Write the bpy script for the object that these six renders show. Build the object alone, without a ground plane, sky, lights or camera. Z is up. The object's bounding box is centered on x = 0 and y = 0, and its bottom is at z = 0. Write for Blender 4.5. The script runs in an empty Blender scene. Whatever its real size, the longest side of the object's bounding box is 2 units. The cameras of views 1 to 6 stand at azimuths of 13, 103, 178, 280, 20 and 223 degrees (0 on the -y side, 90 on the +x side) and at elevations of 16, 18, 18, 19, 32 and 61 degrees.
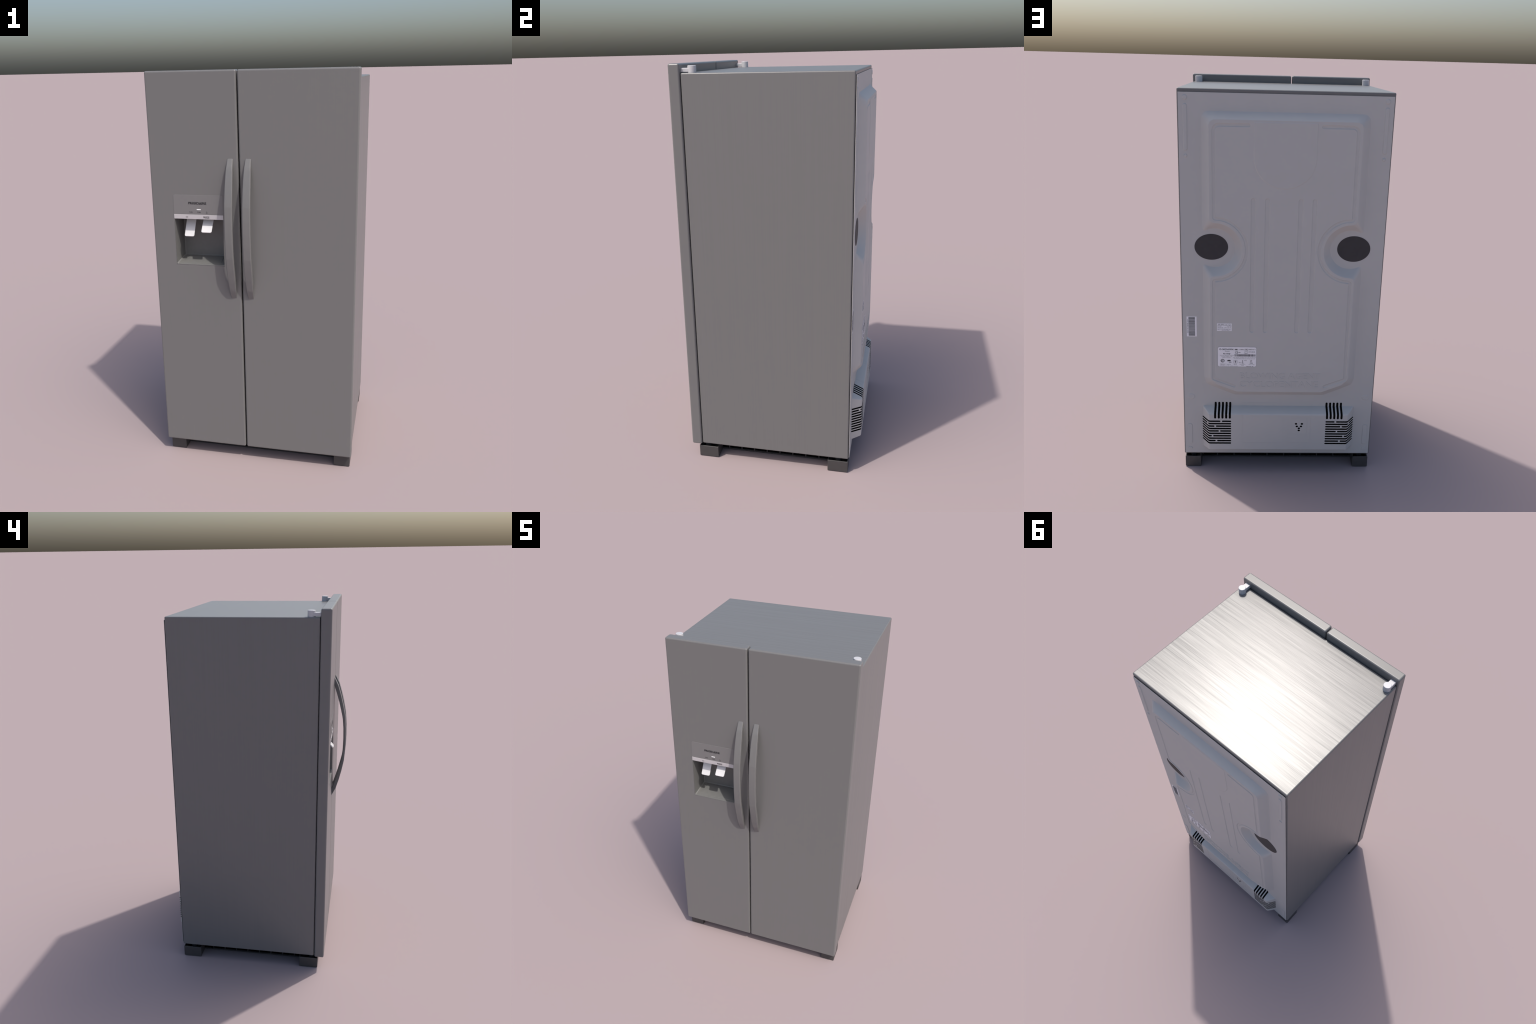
import bpy, bmesh, math, random
import numpy as np
from mathutils import Vector, Matrix

random.seed(7)
SCN = bpy.context.scene.collection

# ------------------------------------------------------------------ sizes
DOOR_X, DOOR_FRONT, DOOR_BACK, DOOR_Z0, DOOR_Z1 = 0.4966, -0.4012, -0.3480, 0.0745, 2.000
GAP_L, GAP_R = -0.0580, -0.0526                       # slit between the doors
CAB_X, CAB_FRONT, CAB_BACK, CAB_Z0, CAB_Z1 = 0.4911, -0.3452, 0.4203, 0.0795, 1.9595
PANEL_Y, PLATEAU_Y, COVER_Y = 0.4248, 0.4604, 0.4725  # levels of the back sheet
PANEL_X, PANEL_Z0, PANEL_Z1, SPLIT_Z = 0.4850, 0.0890, 1.9425, 0.4000
DX0, DX1 = -0.3865, -0.1385                           # dispenser, left/right
DZ_TOP, DZ_STRIP1, DZ_STRIP0, DZ_BOT = 1.4262, 1.3306, 1.3082, 1.0765


# ------------------------------------------------------------------ materials
def new_mat(name):
    m = bpy.data.materials.new(name)
    m.use_nodes = True
    nt = m.node_tree
    return m, nt, nt.nodes["Principled BSDF"]


def plain(name, col, rough=0.5, metal=0.0, spec=0.5, grain=0.03, grain_scale=60.0, bump=0.0):
    """Plain coat with a faint mottled grain."""
    m, nt, b = new_mat(name)
    N, L = nt.nodes, nt.links
    tc = N.new("ShaderNodeTexCoord")
    nz = N.new("ShaderNodeTexNoise")
    nz.inputs["Scale"].default_value = grain_scale
    nz.inputs["Detail"].default_value = 4
    L.new(tc.outputs["Object"], nz.inputs["Vector"])
    cr = N.new("ShaderNodeValToRGB")
    cr.color_ramp.elements[0].position, cr.color_ramp.elements[1].position = 0.3, 0.7
    cr.color_ramp.elements[0].color = (*[c * (1 - grain) for c in col], 1)
    cr.color_ramp.elements[1].color = (*[min(1, c * (1 + grain)) for c in col], 1)
    L.new(nz.outputs["Fac"], cr.inputs["Fac"])
    L.new(cr.outputs["Color"], b.inputs["Base Color"])
    b.inputs["Roughness"].default_value = rough
    b.inputs["Metallic"].default_value = metal
    b.inputs["Specular IOR Level"].default_value = spec
    if bump:
        bp = N.new("ShaderNodeBump")
        bp.inputs["Strength"].default_value = bump
        bp.inputs["Distance"].default_value = 0.001
        L.new(nz.outputs["Fac"], bp.inputs["Height"])
        L.new(bp.outputs["Normal"], b.inputs["Normal"])
    return m


def brushed(name, col, freq, rough=(0.30, 0.42), contrast=0.16, bump=0.05, metal=0.0, spec=None):
    """Brushed steel: streak noise stretched along the axes whose freq is small."""
    m, nt, b = new_mat(name)
    N, L = nt.nodes, nt.links
    tc = N.new("ShaderNodeTexCoord")

    def streak(scale, detail, seed):
        mp = N.new("ShaderNodeMapping")
        mp.inputs["Scale"].default_value = tuple(f * scale for f in freq)
        mp.inputs["Location"].default_value = (seed, seed * 0.7, seed * 1.3)
        L.new(tc.outputs["Object"], mp.inputs["Vector"])
        nz = N.new("ShaderNodeTexNoise")
        nz.inputs["Scale"].default_value = 1.0
        nz.inputs["Detail"].default_value = detail
        nz.inputs["Roughness"].default_value = 0.65
        L.new(mp.outputs["Vector"], nz.inputs["Vector"])
        return nz.outputs["Fac"]
    a, c = streak(1.0, 6, 3.1), streak(0.28, 3, 9.4)
    mx = N.new("ShaderNodeMix")
    mx.data_type = 'FLOAT'
    mx.inputs[0].default_value = 0.3
    L.new(a, mx.inputs[2])
    L.new(c, mx.inputs[3])
    fac = mx.outputs[0]
    cr = N.new("ShaderNodeValToRGB")
    cr.color_ramp.elements[0].position, cr.color_ramp.elements[1].position = 0.32, 0.68
    cr.color_ramp.elements[0].color = (*[v * (1 - contrast) for v in col], 1)
    cr.color_ramp.elements[1].color = (*[min(1, v * (1 + contrast)) for v in col], 1)
    L.new(fac, cr.inputs["Fac"])
    L.new(cr.outputs["Color"], b.inputs["Base Color"])
    rr = N.new("ShaderNodeMapRange")
    rr.inputs["From Min"].default_value, rr.inputs["From Max"].default_value = 0.3, 0.7
    rr.inputs["To Min"].default_value, rr.inputs["To Max"].default_value = rough
    L.new(fac, rr.inputs["Value"])
    L.new(rr.outputs["Result"], b.inputs["Roughness"])
    b.inputs["Metallic"].default_value = metal
    if spec:                                    # glossier and duller brush lines
        sr = N.new("ShaderNodeMapRange")
        sr.inputs["From Min"].default_value, sr.inputs["From Max"].default_value = 0.36, 0.64
        sr.inputs["To Min"].default_value, sr.inputs["To Max"].default_value = spec
        L.new(fac, sr.inputs["Value"])
        L.new(sr.outputs["Result"], b.inputs["Specular IOR Level"])
    if bump:
        bp = N.new("ShaderNodeBump")
        bp.inputs["Strength"].default_value = bump
        bp.inputs["Distance"].default_value = 0.001
        L.new(a, bp.inputs["Height"])
        L.new(bp.outputs["Normal"], b.inputs["Normal"])
    return m


STEEL = (0.166, 0.1645, 0.1630)
M_CAB = brushed("brushed_steel_case", STEEL, (2.0, 260.0, 2.0), (0.29, 0.38), 0.03, 0.0)
M_TOP = brushed("brushed_steel_top", STEEL, (3.0, 300.0, 2.0), (0.30, 0.37), 0.03, 0.0, 0.0, (0.25, 0.80))
M_DOOR = brushed("brushed_steel_door", STEEL, (220.0, 3.0, 2.0), (0.29, 0.35), 0.012, 0.0)
M_HANDLE = brushed("steel_handle", STEEL, (150.0, 150.0, 3.0), (0.34, 0.42), 0.03, 0.0)
M_CTRL = plain("control_panel_grey", (0.188, 0.184, 0.184), 0.40, grain=0.012)
M_STRIP = plain("label_strip_silver", (0.50, 0.48, 0.49), 0.4, grain=0.02)
M_CAVITY = plain("dispenser_grey_plastic", (0.165, 0.165, 0.16), 0.45, grain=0.04)
M_WHITE = plain("white_plastic", (0.70, 0.69, 0.69), 0.35, grain=0.015)
M_HINGE = plain("hinge_pale_plastic", (0.53, 0.525, 0.54), 0.4, grain=0.03)
M_BACK = plain("galvanised_back_sheet", (0.515, 0.508, 0.492), 0.5, grain=0.008, grain_scale=14)
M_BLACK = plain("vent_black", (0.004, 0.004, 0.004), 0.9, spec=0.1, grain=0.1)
M_GAP = plain("gap_black", (0.022, 0.021, 0.023), 0.7, spec=0.3, grain=0.1)
M_DISC = plain("dark_cap_plastic", (0.050, 0.047, 0.050), 0.6, spec=0.3, grain=0.05)
M_FOOT = plain("foot_dark_plastic", (0.055, 0.052, 0.052), 0.5, grain=0.06)
M_GRILLE = plain("grille_dark", (0.030, 0.029, 0.030), 0.55, grain=0.06)
M_PAPER = plain("sticker_paper", (0.90, 0.88, 0.90), 0.5, grain=0.02)
M_PAPER2 = plain("sticker_faded_paper", (0.88, 0.865, 0.88), 0.5, grain=0.02)
M_INK = plain("sticker_ink", (0.045, 0.044, 0.050), 0.6, grain=0.1)
M_INKGREY = plain("sticker_faded_ink", (0.22, 0.215, 0.235), 0.6, grain=0.1)
M_INKBAR = plain("barcode_ink", (0.17, 0.17, 0.175), 0.6, grain=0.1)
M_LOGO = plain("logo_ink", (0.03, 0.03, 0.032), 0.5, grain=0.05)
M_LIGHT = plain("indicator_white", (0.85, 0.85, 0.85), 0.4, grain=0.01)


# ------------------------------------------------------------------ helpers
def add(name, me, mat, parent):
    o = bpy.data.objects.new(name, me)
    SCN.objects.link(o)
    if mat is not None:
        me.materials.clear()
        for m in (mat if isinstance(mat, (list, tuple)) else [mat]):
            me.materials.append(m)
    if parent is not None:
        o.parent = parent
    return o


def bm_box(bm, x0, x1, y0, y1, z0, z1):
    v = [bm.verts.new((x, y, z)) for x in (x0, x1) for y in (y0, y1) for z in (z0, z1)]
    for f in ((0, 1, 3, 2), (4, 6, 7, 5), (0, 4, 5, 1), (2, 3, 7, 6), (0, 2, 6, 4), (1, 5, 7, 3)):
        bm.faces.new([v[i] for i in f])
    return v


def finish(bm, bevel=0.0, seg=3, smooth=True, angle=30):
    bm.normal_update()
    bmesh.ops.recalc_face_normals(bm, faces=bm.faces)
    if bevel:
        edges = [e for e in bm.edges if len(e.link_faces) == 2
                 and e.calc_face_angle(0) > math.radians(angle)]
        bmesh.ops.bevel(bm, geom=edges, offset=bevel, segments=seg, profile=0.5,
                        affect='EDGES', clamp_overlap=True)
    if smooth:
        for f in bm.faces:
            f.smooth = True
    me = bpy.data.meshes.new("m")
    bm.to_mesh(me)
    bm.free()
    return me


def box_mesh(x0, x1, y0, y1, z0, z1, bevel=0.0, seg=3):
    bm = bmesh.new()
    bm_box(bm, x0, x1, y0, y1, z0, z1)
    return finish(bm, bevel, seg)


def bake(o, weighted=True):
    """Apply the modifiers (and face-weighted normals) into the mesh."""
    if weighted:
        w = o.modifiers.new("wn", 'WEIGHTED_NORMAL')
        w.keep_sharp = True
        w.weight = 100
    dg = bpy.context.evaluated_depsgraph_get()
    me = bpy.data.meshes.new_from_object(o.evaluated_get(dg), preserve_all_data_layers=True, depsgraph=dg)
    o.modifiers.clear()
    o.data = me
    me.name = o.name
    return o


def part(name, me, mat, parent, sharp=None):
    o = add(name, me, mat, parent)
    if sharp:
        me.set_sharp_from_angle(angle=math.radians(sharp))
    return bake(o)


def cut(o, cutter_mesh, mat=None):
    """Boolean difference; cut faces take the cutter's material."""
    c = bpy.data.objects.new("cutter", cutter_mesh)
    SCN.objects.link(c)
    if mat is not None:
        cutter_mesh.materials.clear()
        cutter_mesh.materials.append(mat)
    md = o.modifiers.new("cut", 'BOOLEAN')
    md.operation = 'DIFFERENCE'
    md.solver = 'EXACT'
    md.material_mode = 'TRANSFER'
    md.object = c
    bake(o, weighted=False)
    bpy.data.objects.remove(c)


def outline_prism(loop, y0, y1, bm=None):
    """Extrude a closed (x, z) loop from y0 to y1."""
    own = bm is None
    bm = bm or bmesh.new()
    a = [bm.verts.new((x, y0, z)) for x, z in loop]
    b = [bm.verts.new((x, y1, z)) for x, z in loop]
    n = len(loop)
    bm.faces.new(a)
    bm.faces.new(b[::-1])
    for i in range(n):
        bm.faces.new((a[i], b[i], b[(i + 1) % n], a[(i + 1) % n]))
    return bm


def rounded_rect(x0, x1, z0, z1, r, n=6, corners=(1, 1, 1, 1)):
    """corners: bottom-left, bottom-right, top-right, top-left."""
    pts = []
    for k, (cx, cz, a0) in enumerate(((x0, z0, 180), (x1, z0, 270), (x1, z1, 0), (x0, z1, 90))):
        if not corners[k]:
            pts.append((cx, cz))
            continue
        ox = cx + (r if cx == x0 else -r)
        oz = cz + (r if cz == z0 else -r)
        for i in range(n + 1):
            t = math.radians(a0 + 90 * i / n)
            pts.append((ox + r * math.cos(t), oz + r * math.sin(t)))
    return pts


def ellipse(cx, cz, rx, rz, n=40):
    return [(cx + rx * math.cos(2 * math.pi * i / n), cz + rz * math.sin(2 * math.pi * i / n)) for i in range(n)]


def text_mesh(body, x_left, x_right, z0, z1, y, depth, back=False, bold=0.0, bevel=0.0, space=1.0, vertical=False):
    """Built-in font text, fitted to a rectangle on a wall facing -y (or +y when back)."""
    cu = bpy.data.curves.new("t", 'FONT')
    cu.body = body
    cu.extrude = 0.05
    cu.offset = bold
    cu.space_character = space
    cu.bevel_depth = bevel
    cu.resolution_u = 3
    o = bpy.data.objects.new("t", cu)
    SCN.objects.link(o)
    dg = bpy.context.evaluated_depsgraph_get()
    dg.update()
    me = bpy.data.meshes.new_from_object(o.evaluated_get(dg), depsgraph=dg)
    bpy.data.objects.remove(o)
    n = len(me.vertices)
    co = np.empty(n * 3)
    me.vertices.foreach_get("co", co)
    co = co.reshape(-1, 3)
    lo, hi = co.min(0), co.max(0)
    t = (co - lo) / np.maximum(hi - lo, 1e-9)
    if vertical:                       # reads upwards
        t = np.stack([1 - t[:, 1], t[:, 0], t[:, 2]], 1)
    s = 1 if back else -1
    out = np.stack([x_left + (x_right - x_left) * t[:, 0], y + s * depth * t[:, 2], z0 + (z1 - z0) * t[:, 1]], 1)
    me.vertices.foreach_set("co", out.ravel())
    me.update()
    return me


def join_meshes(meshes):
    bm = bmesh.new()
    for m in meshes:
        bm.from_mesh(m)
    me = bpy.data.meshes.new("j")
    bm.to_mesh(me)
    bm.free()
    return me


# ------------------------------------------------------------------ the thing
root = bpy.data.objects.new("refrigerator", None)
SCN.objects.link(root)
root["label"] = "tall side by side steel refrigerator with ice dispenser"
root["category"] = "refrigerator"

# ---- cabinet
cab = add("cabinet", box_mesh(-CAB_X, CAB_X, CAB_FRONT, CAB_BACK, CAB_Z0, CAB_Z1, 0.0065, 4), M_CAB, root)
cab.data.materials.append(M_TOP)                       # the lid sheet shows a coarser brush
for p in cab.data.polygons:
    p.material_index = 1 if p.normal.z > .95 else 0
cut(cab, box_mesh(DX0 - .004, DX1 + .004, -0.5, -0.262, DZ_BOT - .006, DZ_STRIP0 + .03))
bake(cab)

# black slabs: dark door gap modelled solid, dark line behind the back sheet
gk = bmesh.new()
gx0, gx1, gz0, gz1 = -0.481, 0.481, 0.092, 1.948
for bx in ((gx0, DX0 - .008, gz0, gz1), (DX1 + .008, gx1, gz0, gz1),
           (DX0 - .008, DX1 + .008, gz0, DZ_BOT - .008), (DX0 - .008, DX1 + .008, DZ_STRIP0 + .032, gz1)):
    bm_box(gk, bx[0], bx[1], DOOR_BACK - .001, CAB_FRONT + .001, bx[2], bx[3])
part("door_gap_dark_fill", finish(gk, 0, smooth=False), M_GAP, root)
part("back_dark_line", box_mesh(-0.4832, 0.4832, CAB_BACK - .001, PANEL_Y - .0012, 0.0905, 1.9405), M_GAP, root)

# ---- doors
door_l = add("door", box_mesh(-DOOR_X, GAP_L, DOOR_FRONT, DOOR_BACK, DOOR_Z0, DOOR_Z1, 0.0085, 5), M_DOOR, root)
cut(door_l, box_mesh(DX0, DX1, -0.5, -0.2, DZ_BOT - .0015, DZ_STRIP0 + .02))
bake(door_l)
door_r = part("door", box_mesh(GAP_R, DOOR_X, DOOR_FRONT, DOOR_BACK, DOOR_Z0, DOOR_Z1, 0.0085, 5), M_DOOR, root)

# ---- handles: bowed bars, ends wedged onto the doors
H_MID, H_HALF = 1.2570, 0.3495
OUT = np.array([[0, .4725], [.06, .4712], [.125, .4660], [.145, .4625], [.19, .4535], [.245, .4400], [.30, .4235], [.3495, .3990]])
INN = np.array([[0, .4585], [.06, .4570], [.110, .4525], [.130, .4490], [.165, .4410], [.215, .4285], [.265, .4130], [.3090, .3985]])
WID = np.array([[0, .0390], [.14, .0385], [.22, .0372], [.29, .0335], [.3495, .0262]])


def handle_mesh(cx):
    bm = bmesh.new()
    rings = []
    n = 56
    for i in range(n + 1):
        s = -1 + 2 * i / n
        a = abs(s)
        k = a * (len(OUT) - 1)
        zo, yo = (np.interp(k, range(len(OUT)), OUT[:, j]) for j in (0, 1))
        zi, yi = (np.interp(k, range(len(INN)), INN[:, j]) for j in (0, 1))
        w = np.interp(zo, WID[:, 0], WID[:, 1]) / 2
        sg = 1 if s >= 0 else -1
        po, pi = np.array([-yo, H_MID + sg * zo]), np.array([-yi, H_MID + sg * zi])
        t = np.linalg.norm(po - pi)
        r = min(.0045, t * .4)
        d = (pi - po) / t
        ring = []
        sec = []
        m = 4
        for (ox, ot, a0) in ((-w + r, r, 180), (w - r, r, 270), (w - r, t - r, 0), (-w + r, t - r, 90)):
            for q in range(m + 1):
                an = math.radians(a0 + 90 * q / m)
                sec.append((ox + r * math.cos(an), ot + r * math.sin(an)))
        for sx, st in sec:
            p = po + d * st
            ring.append(bm.verts.new((cx + sx, p[0], p[1])))
        rings.append(ring)
    for a, b in zip(rings, rings[1:]):
        for j in range(len(a)):
            bm.faces.new((a[j], a[(j + 1) % len(a)], b[(j + 1) % len(a)], b[j]))
    bm.faces.new(rings[0][::-1])
    bm.faces.new(rings[-1])
    return finish(bm)


for cx, d in ((-0.0965, door_l), (-0.0100, door_r)):
    part("handle", handle_mesh(cx), M_HANDLE, d, sharp=50)

# ---- dispenser: liner box let into the left door
lin = add("dispenser_recess", box_mesh(DX0 + .0003, DX1 - .0003, DOOR_FRONT - .0006, -0.265, DZ_BOT - .0012, DZ_STRIP0 + .019, 0.0018, 2), M_CAVITY, door_l)
cb = bmesh.new()
vs = bm_box(cb, DX0 + .0022, DX1 - .0022, -0.42, -0.278, DZ_BOT + .0015, DZ_STRIP0 + .014)
for v in vs:                                   # walls draw in, floor rises to the back
    if v.co.y > -0.3:
        v.co.x += -.002 if v.co.x > -.26 else .002
        if v.co.z < 1.2:
            v.co.z += .012
cut(lin, finish(cb, 0.006, 3), M_CAVITY)
bake(lin)

# drip tray plate on the recess floor, with a gutter along the back wall
tb = bmesh.new()
corners = [(-0.3625, -0.3860, 1.0782), (-0.1625, -0.3860, 1.0782), (-0.1740, -0.2910, 1.0885), (-0.3510, -0.2910, 1.0885)]
lo = [tb.verts.new((x, y, z - .006)) for x, y, z in corners]
hi = [tb.verts.new((x, y, z + .0032)) for x, y, z in corners]
tb.faces.new(lo[::-1]); tb.faces.new(hi)
for i in range(4):
    tb.faces.new((lo[i], lo[(i + 1) % 4], hi[(i + 1) % 4], hi[i]))
part("drip_tray", finish(tb, 0.0018, 2), M_CAVITY, door_l)

# control panel and label strip
part("control_panel", finish(outline_prism(rounded_rect(DX0, DX1, DZ_STRIP1, DZ_TOP, .009, corners=(0, 0, 1, 1)),
                                           DOOR_FRONT - .0010, DOOR_FRONT + .004), .0006, 2), M_CTRL, door_l)
part("label_strip", box_mesh(DX0 + .0002, DX1 - .0002, DOOR_FRONT - .0018, DOOR_FRONT + .006, DZ_STRIP0, DZ_STRIP1 - .0002, .0007, 2), M_STRIP, door_l)


# ice and water levers
def lever_mesh(x0, x1, tip_y, tip_z, top_y, top_z, thick=.006):
    length = math.hypot(tip_y - top_y, tip_z - top_z)
    bm = outline_prism(rounded_rect(x0, x1, 0, length, .007, corners=(1, 1, 0, 0)), -thick / 2, thick / 2)
    me = finish(bm, .0012, 2)
    ang = math.atan2(top_y - tip_y, top_z - tip_z)
    me.transform(Matrix.Translation((0, tip_y, tip_z)) @ Matrix.Rotation(-ang, 4, 'X'))
    return me


part("dispenser_lever", lever_mesh(-0.3425, -0.2940, -0.3880, 1.2170, -0.3285, 1.3120), M_WHITE, door_l)
part("dispenser_lever", lever_mesh(-0.2500, -0.1985, -0.4095, 1.2440, -0.3480, 1.3120), M_WHITE, door_l)
part("indicator_light", box_mesh(-0.2696, -0.2493, DOOR_FRONT - .0022, DOOR_FRONT, 1.3530, 1.3578, .0006, 2), M_LIGHT, door_l)

FY = DOOR_FRONT - .0009
part("logo_lettering", join_meshes([text_mesh("FRIGIDAIRE", -0.3106, -0.2208, 1.3810, 1.3926, FY, .0008, bold=.04),
    box_mesh(-.2580, -.2462, FY - .0008, FY, 1.3806, 1.3823)]), M_LOGO, door_l)
lab = [text_mesh("Cube", -0.3079, -0.2910, 1.3400, 1.3466, FY, .0004, bold=.01),
       text_mesh("Cube", -0.2672, -0.2504, 1.3392, 1.3462, FY, .0004, bold=.01)]
drop = bmesh.new()
for (a, b, c, d) in ((-.2222, -.2208, 1.3385, 1.3476), (-.2186, -.2172, 1.3375, 1.3440), (-.2222, -.2172, 1.3368, 1.3382)):
    bm_box(drop, a, b, FY - .0004, FY + .0001, c, d)
lab.append(finish(drop, smooth=False))
part("button_lettering", join_meshes(lab), M_LOGO, door_l)
part("strip_lettering", join_meshes([
    text_mesh("CI", -0.3262, -0.3155, 1.3146, 1.3226, DOOR_FRONT - .0017, .0005),
    text_mesh("FREEZE", -0.2378, -0.2076, 1.3140, 1.3226, DOOR_FRONT - .0017, .0005, bold=.02)]), M_LOGO, door_l)

# ---- hinges on top
for hx in (-.4648, .4580):
    bm = bmesh.new()
    bmesh.ops.create_cone(bm, cap_ends=True, segments=40, radius1=.0192, radius2=.0192, depth=.0340,
                          matrix=Matrix.Translation((hx, -.3013, 1.9735)))
    me1 = finish(bm, .0025, 3, angle=60)
    h = part("hinge", me1, M_HINGE, root, sharp=40)
    part("hinge_arm", box_mesh(hx * 1.004 - .0145, hx * 1.004 + .0145, DOOR_BACK - .001, -.303, 1.9625, 1.9803, .0022, 3), M_HINGE, h)


# ------------------------------------------------------------------ back sheet (pressed relief)
def seg_dist(X, Z, path):
    d = np.full(X.shape, 9.0)
    for (x0, z0), (x1, z1) in zip(path, path[1:]):
        dx, dz = x1 - x0, z1 - z0
        t = np.clip(((X - x0) * dx + (Z - z0) * dz) / (dx * dx + dz * dz + 1e-12), 0, 1)
        d = np.minimum(d, np.hypot(X - x0 - t * dx, Z - z0 - t * dz))
    return d


def poly_sdf(X, Z, pts):
    d = seg_dist(X, Z, pts + pts[:1])
    ins = np.zeros(X.shape, bool)
    n = len(pts)
    for i in range(n):
        (x0, z0), (x1, z1) = pts[i], pts[(i + 1) % n]
        if z0 == z1:
            continue
        c = ((z0 > Z) != (z1 > Z)) & (X < (x1 - x0) * (Z - z0) / (z1 - z0) + x0)
        ins ^= c
    return np.where(ins, -d, d)


def smax(a, b, k):
    h = np.clip(.5 + .5 * (a - b) / k, 0, 1)
    return b + (a - b) * h + k * h * (1 - h)


def ramp(d, w):
    """1 inside (d<0) falling to 0 over w."""
    t = np.clip(1 - d / w, 0, 1)
    return t * t * (3 - 2 * t)


def arc(cx, cz, r, a0, a1, n=24):
    return [(cx + r * math.cos(math.radians(a0 + (a1 - a0) * i / n)), cz + r * math.sin(math.radians(a0 + (a1 - a0) * i / n)))
            for i in range(n + 1)]


NOTCH_X, NOTCH_Z = 0.325, 1.2230


def relief(ax, Z, sx):
    """Height over PANEL_Y; ax = |x| (the sheet is mirror-symmetric)."""
    edge = [(-.1, 1.8005), (.3185, 1.8005), (.3185, .5560), (.2980, .5370), (.2075, .5005), (-.1, .5005)]
    foot = [(-.1, 1.8300), (.3515, 1.8300), (.3515, .5420), (.3460, .5230), (.2220, .4690), (-.1, .4690)]
    rad = np.hypot(ax - NOTCH_X, Z - NOTCH_Z)
    d_edge = smax(poly_sdf(ax, Z, edge) - .0270, .133 - rad, .03)
    d_foot = smax(poly_sdf(ax, Z, foot) - .0335, .095 - rad, .02)
    t = np.clip(-d_foot / np.maximum(d_edge - d_foot, 1e-6), 0, 1)
    t = np.where(d_edge <= 0, 1, t)
    e = .09                                       # soft shoulders on a straight flank
    tt = np.where(t < e, t * t / (2 * e), np.where(t > 1 - e, 1 - e - (1 - t) ** 2 / (2 * e), t - e / 2)) / (1 - e)
    y = tt * (PLATEAU_Y - PANEL_Y)
    # long groove that follows the plateau outline
    c1 = arc(.300, 1.7790, .0265, 90, 0, 8)
    path = [(.168, 1.8055)] + c1 + [(.3265, 1.384)] + arc(.3165, 1.384, .010, 0, -80, 5)
    path += arc(NOTCH_X, NOTCH_Z, .1530, 103, 257, 30)
    path += arc(.3180, 1.0600, .010, 80, 0, 5) + [(.3305, .5440), (.2290, .5040)]
    y -= .0030 * ramp(seg_dist(ax, Z, path) - .0054, .0026)
    # tongue-shaped raised field at the top
    u = np.where(Z > 1.664, ax - .1415, np.hypot(ax, Z - 1.664) - .1415)
    y += .0017 * ramp(u, .0024) * (t >= 1) * (ramp(Z - 1.817, .006))
    # four upright grooves
    for cx in (.0775, .1430):
        y -= .0028 * ramp(seg_dist(ax, Z, [(cx, 1.4650), (cx, .8110)]) - .0086, .0026)
    # raised beads along the edges
    y += .0036 * ramp(np.hypot(ax - .4552, Z - 1.9200) - .0092, .0028)
    y += .0036 * ramp(seg_dist(ax, Z, [(.4552, 1.8835), (.4552, 1.6935)]) - .0072, .0028)
    y += .0036 * ramp(np.hypot(ax - .4552, Z - 1.6605) - .0058, .0028)
    y += .0022 * ramp(np.hypot((ax - .4490) * .82, Z - .4240) - .0120, .004)
    return y


def field_mesh():
    nx, nz = 694, 1102
    xs, zs = np.linspace(-PANEL_X, PANEL_X, nx), np.linspace(SPLIT_Z, PANEL_Z1, nz)
    X, Z = np.meshgrid(xs, zs)
    Y = PANEL_Y + relief(np.abs(X), Z, np.sign(X))
    top = np.stack([X, Y, Z], 2).reshape(-1, 3)
    idx = np.arange(nx * nz).reshape(nz, nx)
    q = np.stack([idx[:-1, :-1], idx[1:, :-1], idx[1:, 1:], idx[:-1, 1:]], 2).reshape(-1, 4)
    # folded rim giving the sheet its thickness
    rim = np.concatenate([idx[0, :], idx[1:, -1], idx[-1, -2::-1], idx[-2:0:-1, 0]])
    rv = top[rim].copy()
    rv[:, 1] = PANEL_Y - .0015
    ri = np.arange(len(rim)) + nx * nz
    rq = np.stack([rim, np.roll(rim, -1), np.roll(ri, -1), ri], 1)
    verts, faces = np.vstack([top, rv]), np.vstack([q, rq])
    me = bpy.data.meshes.new("sheet")
    me.vertices.add(len(verts))
    me.vertices.foreach_set("co", verts.ravel())
    me.loops.add(faces.size)
    me.loops.foreach_set("vertex_index", faces.ravel().astype(np.int32))
    me.polygons.add(len(faces))
    me.polygons.foreach_set("loop_start", np.arange(0, faces.size, 4, dtype=np.int32))
    me.update(calc_edges=True)
    me.polygons.foreach_set("use_smooth", np.ones(len(faces), bool))
    me.validate()
    me.set_sharp_from_angle(angle=math.radians(70))
    return me


back = add("back_panel", field_mesh(), M_BACK, root)

for s in (-1, 1):
    part("port_cap", finish(outline_prism(ellipse(s * .3412, 1.2280, .0800, .0643, 56), PANEL_Y - .001, PANEL_Y + .0012), .0005, 1, angle=60),
         M_DISC, back, sharp=40)

emb = [text_mesh("BLOWING AGENT", .2000, -.2060, .5460, .5800, PLATEAU_Y - .0004, .0018, True, bold=-.004, bevel=.012),
       text_mesh("CYCLOPENTANE", .2030, -.1965, .4990, .5335, PLATEAU_Y - .0004, .0018, True, bold=-.004, bevel=.012)]
part("embossed_lettering", join_meshes(emb), M_BACK, back)

# ---- compressor cover: hump with slanted flanks and vent slots
FOOT = (.3920, .1300, .3715)      # |x|, z bottom, z top at the sheet
FRONT = (.3570, .1365, .3490)     # same at the outer face
bm = bmesh.new()


def quad(xa, z0, z1, y):
    return [bm.verts.new(p) for p in ((xa, y, z0), (-xa, y, z0), (-xa, y, z1), (xa, y, z1))]


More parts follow.
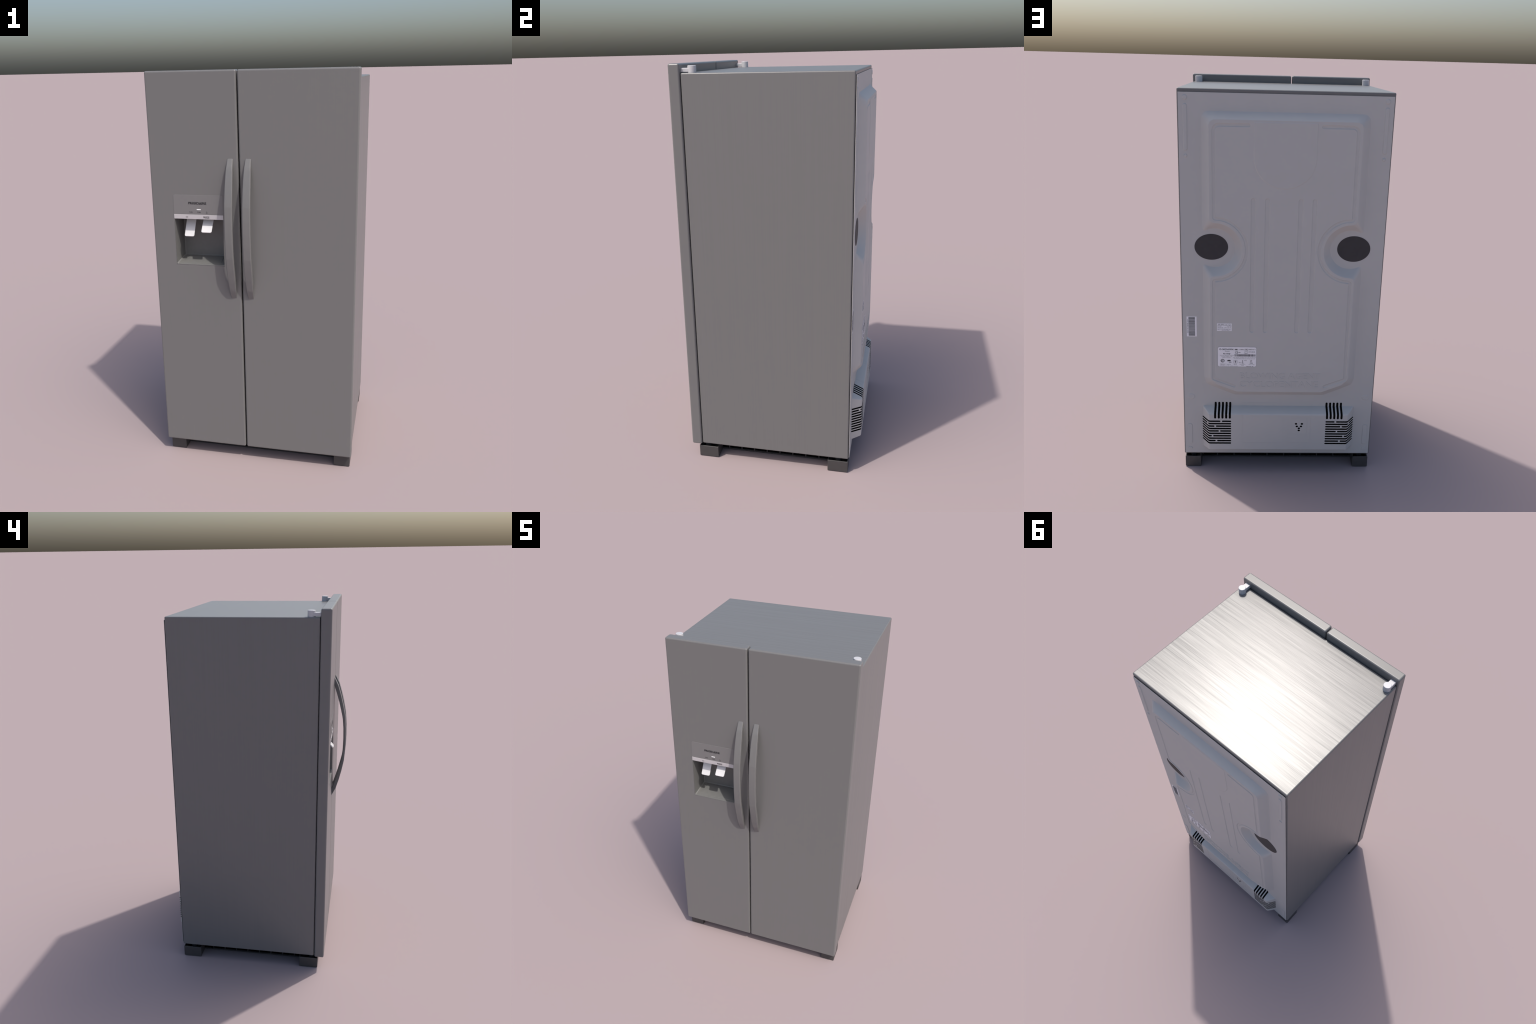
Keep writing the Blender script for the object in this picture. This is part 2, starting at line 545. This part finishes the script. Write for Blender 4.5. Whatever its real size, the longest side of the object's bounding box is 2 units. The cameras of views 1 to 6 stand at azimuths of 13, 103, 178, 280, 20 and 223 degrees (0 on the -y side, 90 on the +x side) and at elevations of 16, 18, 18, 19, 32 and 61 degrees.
A = quad(PANEL_X, PANEL_Z0, SPLIT_Z, PANEL_Y - .0015)
B = quad(PANEL_X, PANEL_Z0, SPLIT_Z, PANEL_Y)
C = quad(*FOOT, PANEL_Y)
D = quad(*FRONT, COVER_Y)
bm.faces.new(A)
bm.faces.new(D)
for P, Q in ((A, B), (B, C), (C, D)):
    for i in range(4):
        bm.faces.new((P[i], P[(i + 1) % 4], Q[(i + 1) % 4], Q[i]))
bm.normal_update()
bmesh.ops.recalc_face_normals(bm, faces=bm.faces)
D_set, C_set = set(D), set(C)
edges = [e for e in bm.edges if (set(e.verts) <= D_set) or (e.verts[0] in D_set and e.verts[1] in C_set)
         or (e.verts[1] in D_set and e.verts[0] in C_set)]
bmesh.ops.bevel(bm, geom=edges, offset=.0065, segments=4, profile=.5, affect='EDGES')
cover_me = finish(bm)
cover = add("compressor_cover", cover_me, M_BACK, root)

def slot(bm, x0, z0, x1, z1, r, y0=PANEL_Y - .0010, y1=COVER_Y + .02):
    """Capsule prism between two centres."""
    a = math.degrees(math.atan2(z1 - z0, x1 - x0))
    n = 7
    loop = arc(x1, z1, r, a - 90, a + 90, n) + arc(x0, z0, r, a + 90, a + 270, n)
    outline_prism(loop, y0, y1, bm)


cutters = bmesh.new()
ROWS = [.3075 - .01433 * i for i in range(10)]
GAPS = {0: (.2995, .2890), 2: (.3300, .3200), 4: (.3075, .2985), 6: (.3440, .3345), 8: (.3245, .3140)}
HR = .0043
for s in (-1, 1):
    for k in range(5):                                   # upright slots over the top fold
        x = s * (.2500 + .0188 * k)
        slot(cutters, x, .3285, x, .3872, .0055)
    for i, z in enumerate(ROWS):                         # lying slots, wrapped round the flank
        inner, outer = .2430 + HR, .3895
        if i == 1:
            spans = [(inner, .3620 - HR), (.3700, outer)]
        elif i in GAPS:
            spans = [(inner, GAPS[i][1] - HR * .6), (GAPS[i][0] + HR * .6, outer)]
        else:
            spans = [(inner, outer)]
        for a, b in spans:
            slot(cutters, s * a, z, s * b, z, HR)
for x, z in ((-.0912, .2948), (-.1217, .2948), (-.0959, .2797), (-.1174, .2797), (-.1068, .2686), (-.1068, .2559)):
    outline_prism(ellipse(x, z, .0064, .0052, 14), PANEL_Y - .001, COVER_Y + .02, cutters)
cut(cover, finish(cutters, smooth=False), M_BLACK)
cover.data.set_sharp_from_angle(angle=math.radians(35))
bake(cover)

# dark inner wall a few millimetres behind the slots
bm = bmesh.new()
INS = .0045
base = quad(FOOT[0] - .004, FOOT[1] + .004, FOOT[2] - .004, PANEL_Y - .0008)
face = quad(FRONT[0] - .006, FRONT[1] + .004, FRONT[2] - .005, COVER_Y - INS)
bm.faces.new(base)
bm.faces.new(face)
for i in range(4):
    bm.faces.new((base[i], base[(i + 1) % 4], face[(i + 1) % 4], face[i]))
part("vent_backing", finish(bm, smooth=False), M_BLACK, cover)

# fine seam lines framing the blank fields, following the fold
bm = bmesh.new()
LW, LH = .0010, .0006


def seam(points):
    for (x0, y0, z0), (x1, y1, z1) in zip(points, points[1:]):
        a = [bm.verts.new(p) for p in ((x0 - LW, y0, z0), (x0 + LW, y0, z0), (x1 + LW, y1, z1), (x1 - LW, y1, z1))] if abs(x0 - x1) < 1e-6 else \
            [bm.verts.new(p) for p in ((x0, y0, z0 - LW), (x1, y1, z1 - LW), (x1, y1, z1 + LW), (x0, y0, z0 + LW))]
        b = [bm.verts.new(v.co + Vector((0, LH, LH * .5))) for v in a]
        bm.faces.new(a[::-1]); bm.faces.new(b)
        for i in range(4):
            bm.faces.new((a[i], a[(i + 1) % 4], b[(i + 1) % 4], b[i]))


def fold_line(x, z0):
    return [(x, PANEL_Y, .3900), (x, PANEL_Y, FOOT[2]), (x, COVER_Y - .004, FRONT[2] + .0018), (x, COVER_Y, FRONT[2] - .005), (x, COVER_Y, z0)]


for x0, x1, z0 in ((-.0227, .1875, .1825), (-.1660, -.0490, .1835)):
    seam(fold_line(x0, z0))
    seam(fold_line(x1, z0))
    seam([(x0, COVER_Y, z0), (x1, COVER_Y, z0)])
    seam([(x0, PANEL_Y, .3900), (x1, PANEL_Y, .3900)])
for x0, x1, z0, z1 in ((-.1482, -.0676, .2340, .3273),):
    seam([(x0, COVER_Y, z0), (x0, COVER_Y, z1)])
    seam([(x1, COVER_Y, z0), (x1, COVER_Y, z1)])
    seam([(x0, COVER_Y, z0), (x1, COVER_Y, z0)])
    seam([(x0, COVER_Y, z1), (x1, COVER_Y, z1)])
part("cover_seam", finish(bm, smooth=False), M_BACK, cover)

# pressed pads at the lower corners of the sheet
for s in (-1, 1):
    bm = outline_prism(rounded_rect(s * .459 - .0120, s * .459 + .0120, .1450, .2625, .0085), PANEL_Y - .001, PANEL_Y + .0022)
    part("pressed_bead", finish(bm, .0016, 2, angle=60), M_BACK, cover)
    bm = outline_prism(ellipse(s * .4585, .1150, .0112, .0085, 28), PANEL_Y - .001, PANEL_Y + .0022)
    part("pressed_bead", finish(bm, .0016, 2, angle=60), M_BACK, cover)


# ---- stickers
def bars_mesh(a0, a1, b0, b1, y, seed, upright, fill=.55):
    """Barcode: bars stacked along a, spanning b."""
    rnd = random.Random(seed)
    bm = bmesh.new()
    a = a0
    while a < a1 - .0004:
        w = rnd.choice((.0009, .0009, .0016, .0024)) * (1 if upright else 1.15)
        w = min(w, a1 - a)
        if upright:
            bm_box(bm, a, a + w, y, y + .0003, b0, b1)
        else:
            bm_box(bm, b0, b1, y, y + .0003, a, a + w)
        a += w + rnd.choice((.0007, .0009, .0015)) * (1 - fill) * 2
    return finish(bm, smooth=False)


def strokes(y, *segs):
    bm = bmesh.new()
    for x0, x1, z0, z1 in segs:
        bm_box(bm, min(x0, x1), max(x0, x1), y, y + .0003, z0, z1)
    return finish(bm, smooth=False)


def ring(cx, cz, r, w, y, n=20):
    bm = bmesh.new()
    o = [bm.verts.new((cx + r * math.cos(2 * math.pi * i / n), y, cz + r * math.sin(2 * math.pi * i / n))) for i in range(n)]
    q = [bm.verts.new((cx + (r - w) * math.cos(2 * math.pi * i / n), y, cz + (r - w) * math.sin(2 * math.pi * i / n))) for i in range(n)]
    fs = [bm.faces.new((o[i], o[(i + 1) % n], q[(i + 1) % n], q[i])) for i in range(n)]
    g = bmesh.ops.extrude_face_region(bm, geom=fs)
    bmesh.ops.translate(bm, verts=[e for e in g['geom'] if isinstance(e, bmesh.types.BMVert)], vec=(0, .0003, 0))
    return finish(bm, smooth=False)


def T(body, xl, xr, z0, z1, y, bold=0.0, **k):
    return text_mesh(body, xl, xr, z0, z1, y, .0003, True, bold=bold, **k)


# upright barcode sticker on the flat border
y = PANEL_Y + .0006
st = part("sticker", box_mesh(.4168, .4662, PANEL_Y - .0005, y, .7607, .8678), M_PAPER, root)
part("barcode", bars_mesh(.7640, .8652, .4252, .4568, y, 11, False, .62), M_INKBAR, st)
part("sticker_printing", T("0072 4419 0038 1626", .4632, .4585, .7790, .8520, y, vertical=True), M_INK, st)

# small faded rating sticker
y = PLATEAU_Y + .0006
st = part("sticker", box_mesh(.2412, .3140, PLATEAU_Y - .0005, y, .8080, .8482), M_PAPER2, root)
part("sticker_printing", join_meshes(
    [T("API SPEC 2C", .3110, .2625, .8375, .8455, y), ring(.2525, .8415, .0045, .0012, y)]
    + [T(b, xl, xr, z, z + .0035, y) for b, xl, xr, z in (
        ("SERIAL NUMBER", .3110, .2930, .8320), ("MODEL TYPE", .2650, .2440, .8320),
        ("PRESSURE TEST", .3110, .2830, .8240), ("MAX LOAD 140", .2780, .2450, .8250),
        ("SIZE", .3110, .3020, .8150), ("0 12 450 890 220", .2960, .2480, .8155), ("DATE OF ISSUE", .2900, .2540, .8100))]
    + [strokes(y, (.3120, .2430, .8362, .8365), (.3120, .2430, .8200, .8203), (.3120, .2430, .8135, .8138))]), M_INKGREY, st)

# large approval label with rounded corners
st = part("sticker", finish(outline_prism(rounded_rect(.1182, .3116, .6133, .7226, .0095), PLATEAU_Y - .0005, PLATEAU_Y + .0005)), M_INKGREY, root, sharp=40)
part("sticker_paper", finish(outline_prism(rounded_rect(.1192, .3106, .6143, .7216, .0088), PLATEAU_Y - .0004, PLATEAU_Y + .0008)), M_PAPER, st, sharp=40)
y = PLATEAU_Y + .0008
K = (.3116 - .1182) / 680.0         # label units: 680 wide, 350 high


def lx(u):
    return .3116 - u * K


def lz(v):
    return .7226 - v * (.1093 / 350)


def LT(body, u0, u1, v0, v1, bold=.0):
    return T(body, lx(u0), lx(u1), lz(v1), lz(v0), y, bold)


ink = [LT("ORTHOFIX", 70, 280, 32, 56, .03), ring(lx(46), lz(43), .0046, .0018, y), LT("Bracemate", 130, 210, 68, 80, .01),
       LT("Rx Only", 100, 225, 108, 138, .03),
       LT("REF", 300, 350, 35, 54, .05), LT("1-10-80028", 370, 455, 36, 53), LT("SN", 485, 515, 36, 53, .03), LT("00000272615", 540, 660, 36, 53),
       LT("CE", 305, 355, 80, 115, .02), LT("0086", 362, 400, 90, 104), LT("2019-05-08", 540, 650, 78, 94),
       LT("Use with approved external", 40, 280, 144, 156), LT("ac mains adapter only", 70, 255, 164, 176), LT("Made in house", 85, 225, 184, 194),
       LT("This device complies with rules of approval", 272, 668, 181, 193), LT("Use with power supply and battery approved", 285, 655, 202, 214),
       LT("Authorized", 40, 135, 296, 308), LT("by law", 60, 115, 314, 325), LT("Keep dry", 160, 230, 300, 314), LT("Type BF", 280, 335, 300, 314),
       LT("temperature", 385, 485, 298, 309), LT("limits", 415, 458, 316, 327), LT("recycling", 540, 645, 305, 316),
       LT("Manufacturer 3451 plano parkway", 40, 355, 332, 342), LT("Label Rev. 04", 500, 625, 334, 346),
       LT("40 C", 470, 510, 228, 244), LT("-10 C", 365, 415, 266, 280), LT("max", 205, 240, 264, 280), LT("Class II", 460, 530, 112, 122),
       bars_mesh(lx(660), lx(295), lz(166), lz(128), y, 5, True, .5),
       ring(lx(87), lz(243), .0096, .0026, y), ring(lx(84), lz(243), .0048, .0022, y),
       strokes(y, (lx(300), lx(356), lz(58), lz(56)), (lx(470), lx(530), lz(58), lz(56)), (lx(470), lx(530), lz(34), lz(32)),
               (lx(470), lx(473), lz(58), lz(32)), (lx(527), lx(530), lz(58), lz(32)),
               (lx(475), lx(478), lz(108), lz(78)), (lx(475), lx(515), lz(80), lz(77)), (lx(515), lx(518), lz(108), lz(60)), (lx(475), lx(518), lz(108), lz(105)),
               (lx(199), lx(202), lz(285), lz(248)), (lx(283), lx(286), lz(286), lz(236)), (lx(340), lx(343), lz(286), lz(236)),
               (lx(283), lx(343), lz(239), lz(236)), (lx(283), lx(343), lz(286), lz(283)), (lx(308), lx(317), lz(280), lz(242)), (lx(297), lx(328), lz(262), lz(256)),
               (lx(436), lx(444), lz(286), lz(230)), (lx(425), lx(455), lz(286), lz(282)),
               (lx(562), lx(618), lz(286), lz(278)), (lx(575), lx(605), lz(240), lz(235)), (lx(578), lx(584), lz(270), lz(240)), (lx(597), lx(602), lz(270), lz(240)))]
dome = bmesh.new()
outline_prism([(lx(200 + 34 * math.cos(math.radians(t))), lz(252 - 24 * math.sin(math.radians(t)))) for t in range(0, 181, 20)], y, y + .0003, dome)
ink.append(finish(dome, smooth=False))
part("sticker_printing", join_meshes(ink), M_INK, st)

# ------------------------------------------------------------------ underside: base frame and feet
bm = bmesh.new()
RX, RY0, RY1, ZT, TH = .4080, -.3000, .3340, .0830, .008
for z0, z1 in ((.0010, .0085), (.0700, ZT)):             # sill and head rails of the grille
    for s in (-1, 1):
        bm_box(bm, s * RX - (TH if s > 0 else 0), s * RX + (0 if s > 0 else TH), RY0, RY1, z0, z1)
    for yy in (RY0, RY1 - TH):
        bm_box(bm, -RX + TH, RX - TH, yy, yy + TH, z0 + .0002, z1 - .0002)
for k in range(8):                                       # posts between the windows
    yc, xc = -.2252 + .0694 * k, -.3113 + .0907 * k
    for s in (-1, 1):
        bm_box(bm, s * (RX - .004) - .0035, s * (RX - .004) + .0035, yc - .0030, yc + .0030, .0080, .0705)
    for yy in (RY0 + .004, RY1 - .004):
        bm_box(bm, xc - .0034, xc + .0034, yy - .0035, yy + .0035, .0080, .0705)
part("base_grille", finish(bm, smooth=False), M_GRILLE, root)
part("base_black_block", box_mesh(-RX + .009, RX - .009, RY0 + .009, RY1 - .009, .0030, .0825), M_BLACK, root)

for sx in (-1, 1):
    for y0, y1, pin_y in ((-.3655, -.2625, -.3300), (.3160, .4185, .3640)):
        x0, x1 = sorted((sx * .4050, sx * .4872))
        f = add("foot", box_mesh(x0, x1, y0, y1, 0, .0608, .0022, 2), M_FOOT, root)
        cut(f, box_mesh(x0 + .0055, x1 - .0055, y0 + .0055, y1 - .0055, .012, .09), M_FOOT)
        bake(f)
        bm = bmesh.new()
        bmesh.ops.create_cone(bm, cap_ends=True, segments=24, radius1=.0150, radius2=.0150, depth=.0720,
                              matrix=Matrix.Translation((sx * .4470, pin_y, .0475)))
        part("levelling_pin", finish(bm, .001, 1, angle=60), M_FOOT, f, sharp=40)

for m in list(bpy.data.meshes):
    if m.users == 0:
        bpy.data.meshes.remove(m)
